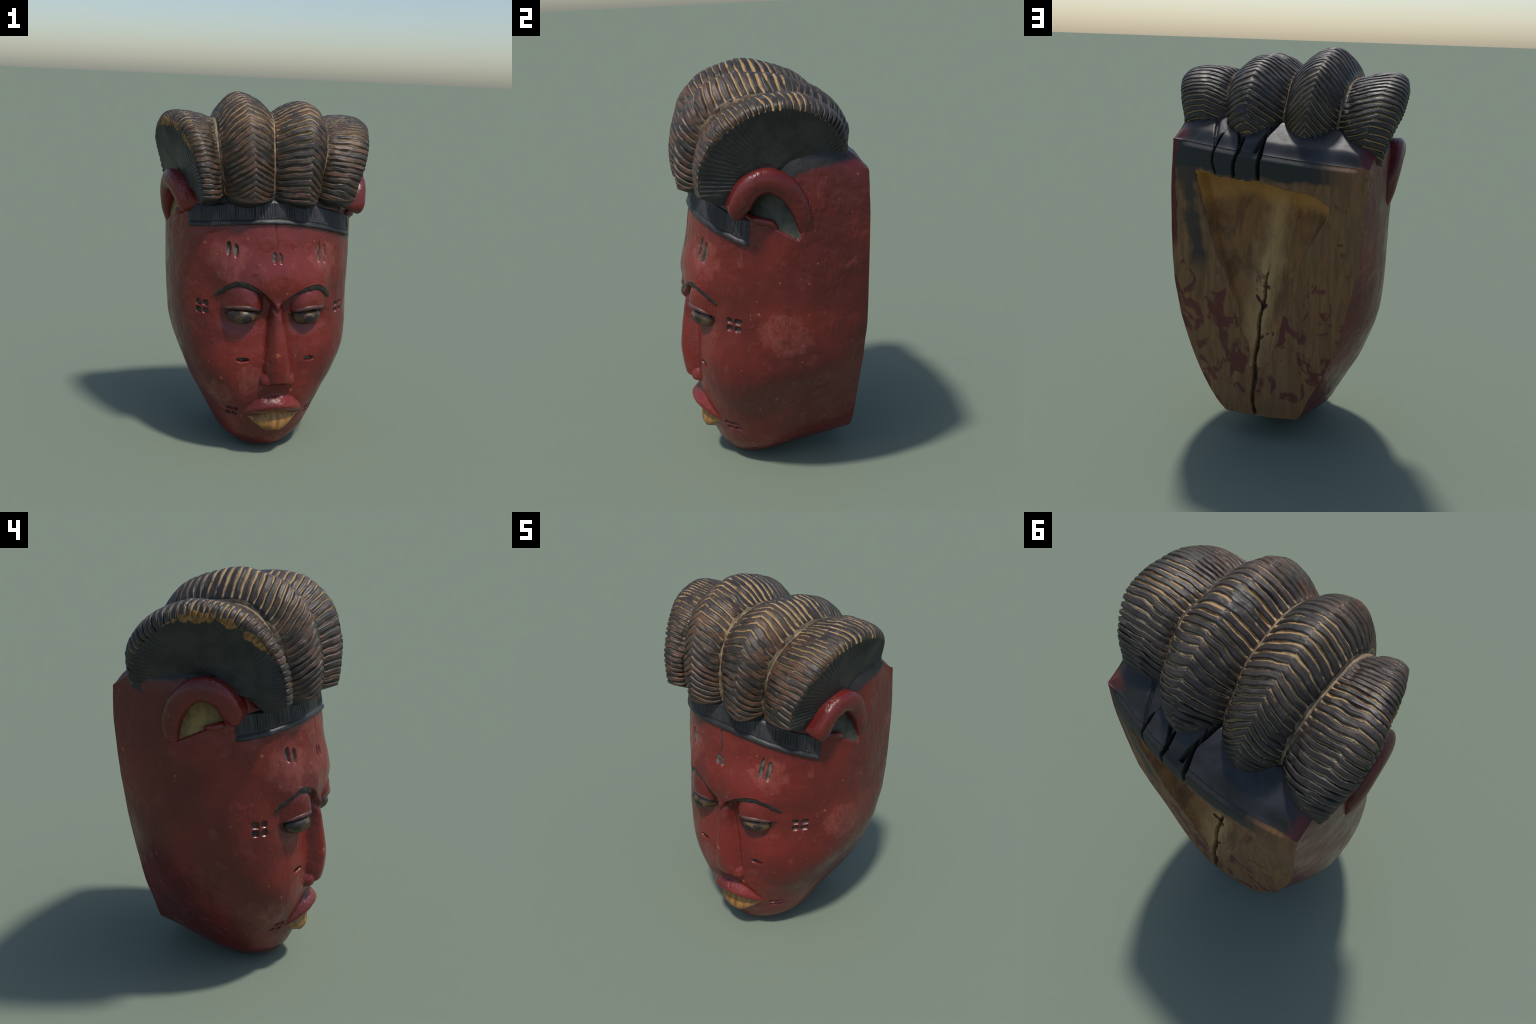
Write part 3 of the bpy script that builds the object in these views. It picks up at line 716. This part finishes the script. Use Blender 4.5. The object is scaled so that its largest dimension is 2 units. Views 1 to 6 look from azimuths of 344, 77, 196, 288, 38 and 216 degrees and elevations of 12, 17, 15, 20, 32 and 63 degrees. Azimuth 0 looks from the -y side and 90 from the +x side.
# per lobe: chevron lean in front / at the back, crest sharpness
LOBE = [dict(f=(.0, .03), b=(.12, .08), pl=2.0, ql=.66, pr=1.6, qr=.80), dict(f=(.20, .15), b=(.30, .30), pl=1.65, ql=.68, pr=1.85, qr=.64),
        dict(f=(.04, .15), b=(.20, .10), pl=1.45, ql=.88, pr=1.9, qr=.62), dict(f=(-.06, .09), b=(.10, .08), pl=2.1, ql=.60, pr=2.0, qr=.64)]
NP = 760
for li in range(4):
    L = LOBE[li]
    phi = np.linspace(PHI0, PHI1, NP)
    Rc, Xc = polar(CREST[li], phi)
    wl = np.linspace(1, 0, 56, endpoint=False); wr = np.linspace(0, 1, 57)
    def half(w, Rv, Xv, e):
        a = np.sin(w * math.pi / 2)[None, :]
        g = np.clip(1 - a ** L['p' + e], 0, 1) ** L['q' + e]
        return Xc[:, None] + (Xv - Xc)[:, None] * a, Rv[:, None] + (Rc - Rv)[:, None] * g, a + 0 * Xc[:, None]
    def outer(Rr, Xr, side):
        # crest to rim, then the flat side face fanning down to the head
        a = np.linspace(0, 1, 34)[None, :]
        th = a * math.pi / 2
        x1 = Xc[:, None] + (Xr - Xc)[:, None] * np.sin(th) ** .9; r1 = Rr[:, None] + (Rc - Rr)[:, None] * np.cos(th) ** .8
        b = np.linspace(0, 1, 46)[None, 1:]
        hubx = (-.488 if side < 0 else .500) + 0 * phi[:, None]
        kx = Xr[:, None] + (hubx - Xr[:, None]) * b ** .9 - side * .004 * np.sin(b * math.pi)
        kr = Rr[:, None] * (1 - .80 * b)
        return (np.concatenate([x1, kx], 1), np.concatenate([r1, kr], 1),
                np.concatenate([a * .75 + 0 * phi[:, None], 1.2 + b + 0 * phi[:, None]], 1))
    if li == 0:
        Rr, Xr = polar(RIM[0], phi); Rv, Xv = polar(VAL['01'], phi, .012)
        x2, r2, s2 = half(wr, Rv, Xv, 'r'); x1, r1, s1 = outer(Rr, Xr, -1)
        x1, r1, s1 = x1[:, :0:-1], r1[:, :0:-1], -s1[:, :0:-1]
    elif li == 3:
        Rv, Xv = polar(VAL['23'], phi, .012); Rr, Xr = polar(RIM[3], phi)
        x1, r1, s1 = half(wl, Rv, Xv, 'l'); s1 = -s1
        x2, r2, s2 = outer(Rr, Xr, 1)
    else:
        Rv, Xv = polar(VAL['01' if li == 1 else '12'], phi, .012); Rw, Xw = polar(VAL['12' if li == 1 else '23'], phi, .012)
        x1, r1, s1 = half(wl, Rv, Xv, 'l'); s1 = -s1
        x2, r2, s2 = half(wr, Rw, Xw, 'r')
    X = np.concatenate([x1, x2], 1); R = np.concatenate([r1, r2], 1); Sx = np.concatenate([s1, s2], 1)
    P = from_polar(X, R, phi[:, None] + 0 * X)
    N = grid_normals(P)
    mid = P.shape[1] // 2
    if N[NP // 2, np.argmin(np.abs(Sx[0])), 2] < 0: N = -N
    # combed ridges in herringbone, uneven like hand carving
    sa = np.abs(Sx); side_face = (sa > 1.05)
    ph = phi[:, None] + 0 * X
    cph = np.cos(ph)
    lf = Sx < 0
    chev = np.where(cph > 0, np.where(lf, L['f'][0], L['f'][1]), np.where(lf, L['b'][0], L['b'][1])) * cph
    q = P * np.array([.35, 1, 1])
    wob = vnoise(q, 6, 80 + li) * .05 + vnoise(P, 20, 90 + li) * .012
    left = (Sx < 0)
    jump = np.where(left, 0.0, .012 * np.sin(ph * 9 + li))     # the two sides were cut separately
    freq = 12.4 + .8 * np.sin(li * 2.1)
    phase = (ph + chev * np.minimum(sa, 1.0) ** .9 * (1 if True else 0) + wob + jump) * freq
    if True:
        saw = phase - np.floor(phase)
    cut = vnoise(np.stack([np.floor(phase) * .37 + left * 5.1, sa * 1.3, sa * 0], -1), 2.3, 95 + li)
    depth = np.clip(.85 + .65 * cut, .2, 1.45)
    gw = .20 + .05 * cut
    dist = np.abs(saw - .5)
    groove = 1 - smooth(gw * .35, gw * 1.25, dist)
    amp = .0108 * (1 - smooth(.86, .99, sa)) * np.where(side_face, 0, 1) * (.55 + .45 * smooth(0, .25, sa))
    amp = amp * smooth(0, .05, (ph - PHI0)) * smooth(0, .20, PHI1 - ph)
    fine = (ph * 15 + .5 * sa + vnoise(P, 6, 99) * .9); ff = fine - np.floor(fine)
    gf = (1 - smooth(.10, .42, np.abs(ff - .5)))
    disp = -amp * groove * depth + .22 * amp * vnoise(np.stack([np.floor(phase) * .61 + left * 3.3, sa * 2.0, sa * 0], -1), 1.9, 96 + li) * (1 - groove)
    disp = disp - np.where(side_face, .0035 * gf * np.clip(.6 + vnoise(P, 9, 98), 0, 1.3) * (1 - smooth(1.35, 1.85, sa)), 0)
    disp += fbm(P, 6, 100 + li) * .0045 * (sa < .95) + fbm(P, 40, 110 + li, 2) * .0010
    # ragged, chipped outer rim on the left lobe
    if li == 0:
        rimz = np.exp(-((sa - .80) / .12) ** 2) * (sa < 1.25)
        disp -= rimz * .010 * np.clip(fbm(P, 18, 120) + .2, 0, 1)
    P2 = P + N * disp[..., None]
    # tuck the lower ends under: front lip of the overhang and the foot on the ledge
    end = []
    for k in (1, .5):
        row = P2[0].copy(); 
        row[:, 1] = row[:, 1] + (HC[0] - row[:, 1]) * .24 * k; row[:, 2] -= .045 * k * smooth(.22, .36, np.abs(P2[0, :, 1]))
        end.append(row)
    tail = []
    for k in (.5, 1):
        row = P2[-1].copy(); row[:, 1] = row[:, 1] + (HC[0] - row[:, 1]) * .3 * k; row[:, 2] -= .03 * k
        tail.append(row)
    G = np.concatenate([np.array(end), P2, np.array(tail)], 0)
    fidx = grid_faces(G.shape[0], G.shape[1])
    m = np.zeros((NP, X.shape[1]), int)
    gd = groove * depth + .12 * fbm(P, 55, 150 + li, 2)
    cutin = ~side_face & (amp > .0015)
    lit = np.where(cph > .25, saw > .46, np.where(cph < -.25, saw < .54, True))   # tan on the upper-facing flank, near-black on the other
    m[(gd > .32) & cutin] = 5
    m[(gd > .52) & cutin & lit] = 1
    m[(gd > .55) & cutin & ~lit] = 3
    valley = (sa > .962 - .03 * vnoise(P, 30, 97)) & (sa < 1.04)
    if li == 0: valley &= Sx > 0
    if li == 3: valley &= Sx < 0
    m[valley] = 2
    m[side_face] = 3
    if li == 0:
        u = np.where(sa <= .76, (.75 - sa) * .8, sa - 1.2)
        win = smooth(.55, .85, ph) * (1 - smooth(1.75, 2.15, ph))
        tooth = fbm(np.stack([ph * .42, 0 * ph, 0 * ph], -1), 16, 130, 2) + .35 * vnoise(P, 40, 131)
        m[(Sx < 0) & (sa > .4) & (u < (.085 + .10 * tooth) * win)] = 4
    mg = np.concatenate([m[:1], m[:1], m, m[-1:], m[-1:]], 0)
    mg[:2] = 3; mg[-2:] = 3
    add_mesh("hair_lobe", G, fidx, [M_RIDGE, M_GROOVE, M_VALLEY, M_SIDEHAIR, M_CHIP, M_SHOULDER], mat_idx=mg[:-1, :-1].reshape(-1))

# dusty partings lying in the valleys between the lobes
for k, ctrl in VAL.items():
    a = np.linspace(PHI0 + .03, PHI1 - .05, 60)
    R, X = polar(ctrl, a, .012)
    path = from_polar(X, R - .005, a)
    path += np.stack([vnoise(path, 14, 160) * .003, 0 * a, 0 * a], -1)
    P, F = tube(path, .0125 + .003 * vnoise(path, 12, 161), 14, 6, 1.0, (1, 0, 0))
    P = P + (fbm(P, 60, 162, 2) * .0015)[..., None]
    add_mesh("parting", P, F, M_VALLEY)

# ------------------------------------------------------------------ hair band with small vertical cuts
prof = [(-.004, -.002), (-.002, .010), (.004, .015), (.012, .014), (.018, .011), (.022, .006), (.030, .010), (.050, .011), (.068, .011), (.085, .010), (.105, .007), (.125, -.01)]
prof = np.array(prof); tt = np.linspace(0, len(prof) - 1, 46)
ph_ = spline(range(len(prof)), prof[:, 0], tt); po_ = spline(range(len(prof)), prof[:, 1], tt)
selr = np.argmin(np.abs(A[:, NS + NQ, 2] - 1.30))
cols = np.arange(NS - 10, NS + 2 * NQ + 10)[::-1]
arc = np.stack([AX[selr, cols], AY[selr, cols]], -1)
i0 = np.where((arc[:, 0] > -.462) & (arc[:, 1] < -.10))[0][0]; i1 = np.where((arc[:, 0] < .452) & (arc[:, 1] < -.10))[0][-1]
arc = arc[i0:i1 + 1]; cols = cols[i0:i1 + 1]
al = np.concatenate([[0], np.cumsum(np.linalg.norm(np.diff(arc, axis=0), axis=1))])
sl = np.linspace(0, al[-1], 480)
bxs = np.interp(sl, al, arc[:, 0])
zb = spline([-.47, -.30, -.03, .25, .38, .46], [1.283, 1.312, 1.332, 1.292, 1.254, 1.222], bxs)
Bz = zb[None, :] + ph_[:, None]
gx = np.zeros((len(ph_), len(cols))); gy = gx.copy()
zcol = np.array([np.interp(al, sl, Bz[k]) for k in range(len(ph_))])
for c in range(len(cols)):
    gx[:, c] = np.interp(zcol[:, c], AZ[:, cols[c]], AX[:, cols[c]])
    gy[:, c] = np.interp(zcol[:, c], AZ[:, cols[c]], AY[:, cols[c]])
BX0 = np.array([np.interp(sl, al, gx[k]) for k in range(len(ph_))]); BY0 = np.array([np.interp(sl, al, gy[k]) for k in range(len(ph_))])
tn = np.stack([np.gradient(BX0, axis=1), np.gradient(BY0, axis=1)], -1); tn /= np.linalg.norm(tn, axis=-1, keepdims=True)
nn = np.stack([tn[..., 1], -tn[..., 0]], -1)
tick_ph = sl / .0150 + .8 * vnoise(np.stack([sl, sl * 0, sl * 0], -1), 25, 140)
tick = np.abs((tick_ph - np.floor(tick_ph)) - .5)
tk = (1 - smooth(.10, .34, tick))
depthv = .0072 * np.clip(.7 + .6 * vnoise(np.stack([np.floor(tick_ph) * .7, sl * 0, sl * 0], -1), 1.7, 141), .15, 1.2)
out = po_[:, None] - (tk * depthv)[None, :] * (smooth(.026, .036, ph_) * (1 - smooth(.088, .108, ph_)))[:, None]
endf = smooth(0, .03, np.minimum(sl, sl[-1] - sl))
out = (out + .001) * endf[None, :] - .012 * (1 - endf)[None, :]
BX = BX0 + nn[..., 0] * out; BY = BY0 + nn[..., 1] * out
BP = np.stack([BX, BY, Bz + .0025 * vnoise(np.stack([BX, BY, Bz], -1), 18, 142)], -1)
if True:
    BP += 0.0012 * fbm(BP, 40, 143, 2)[..., None]
add_mesh("hair_band", BP, grid_faces(BP.shape[0], BP.shape[1]), M_BLACK)
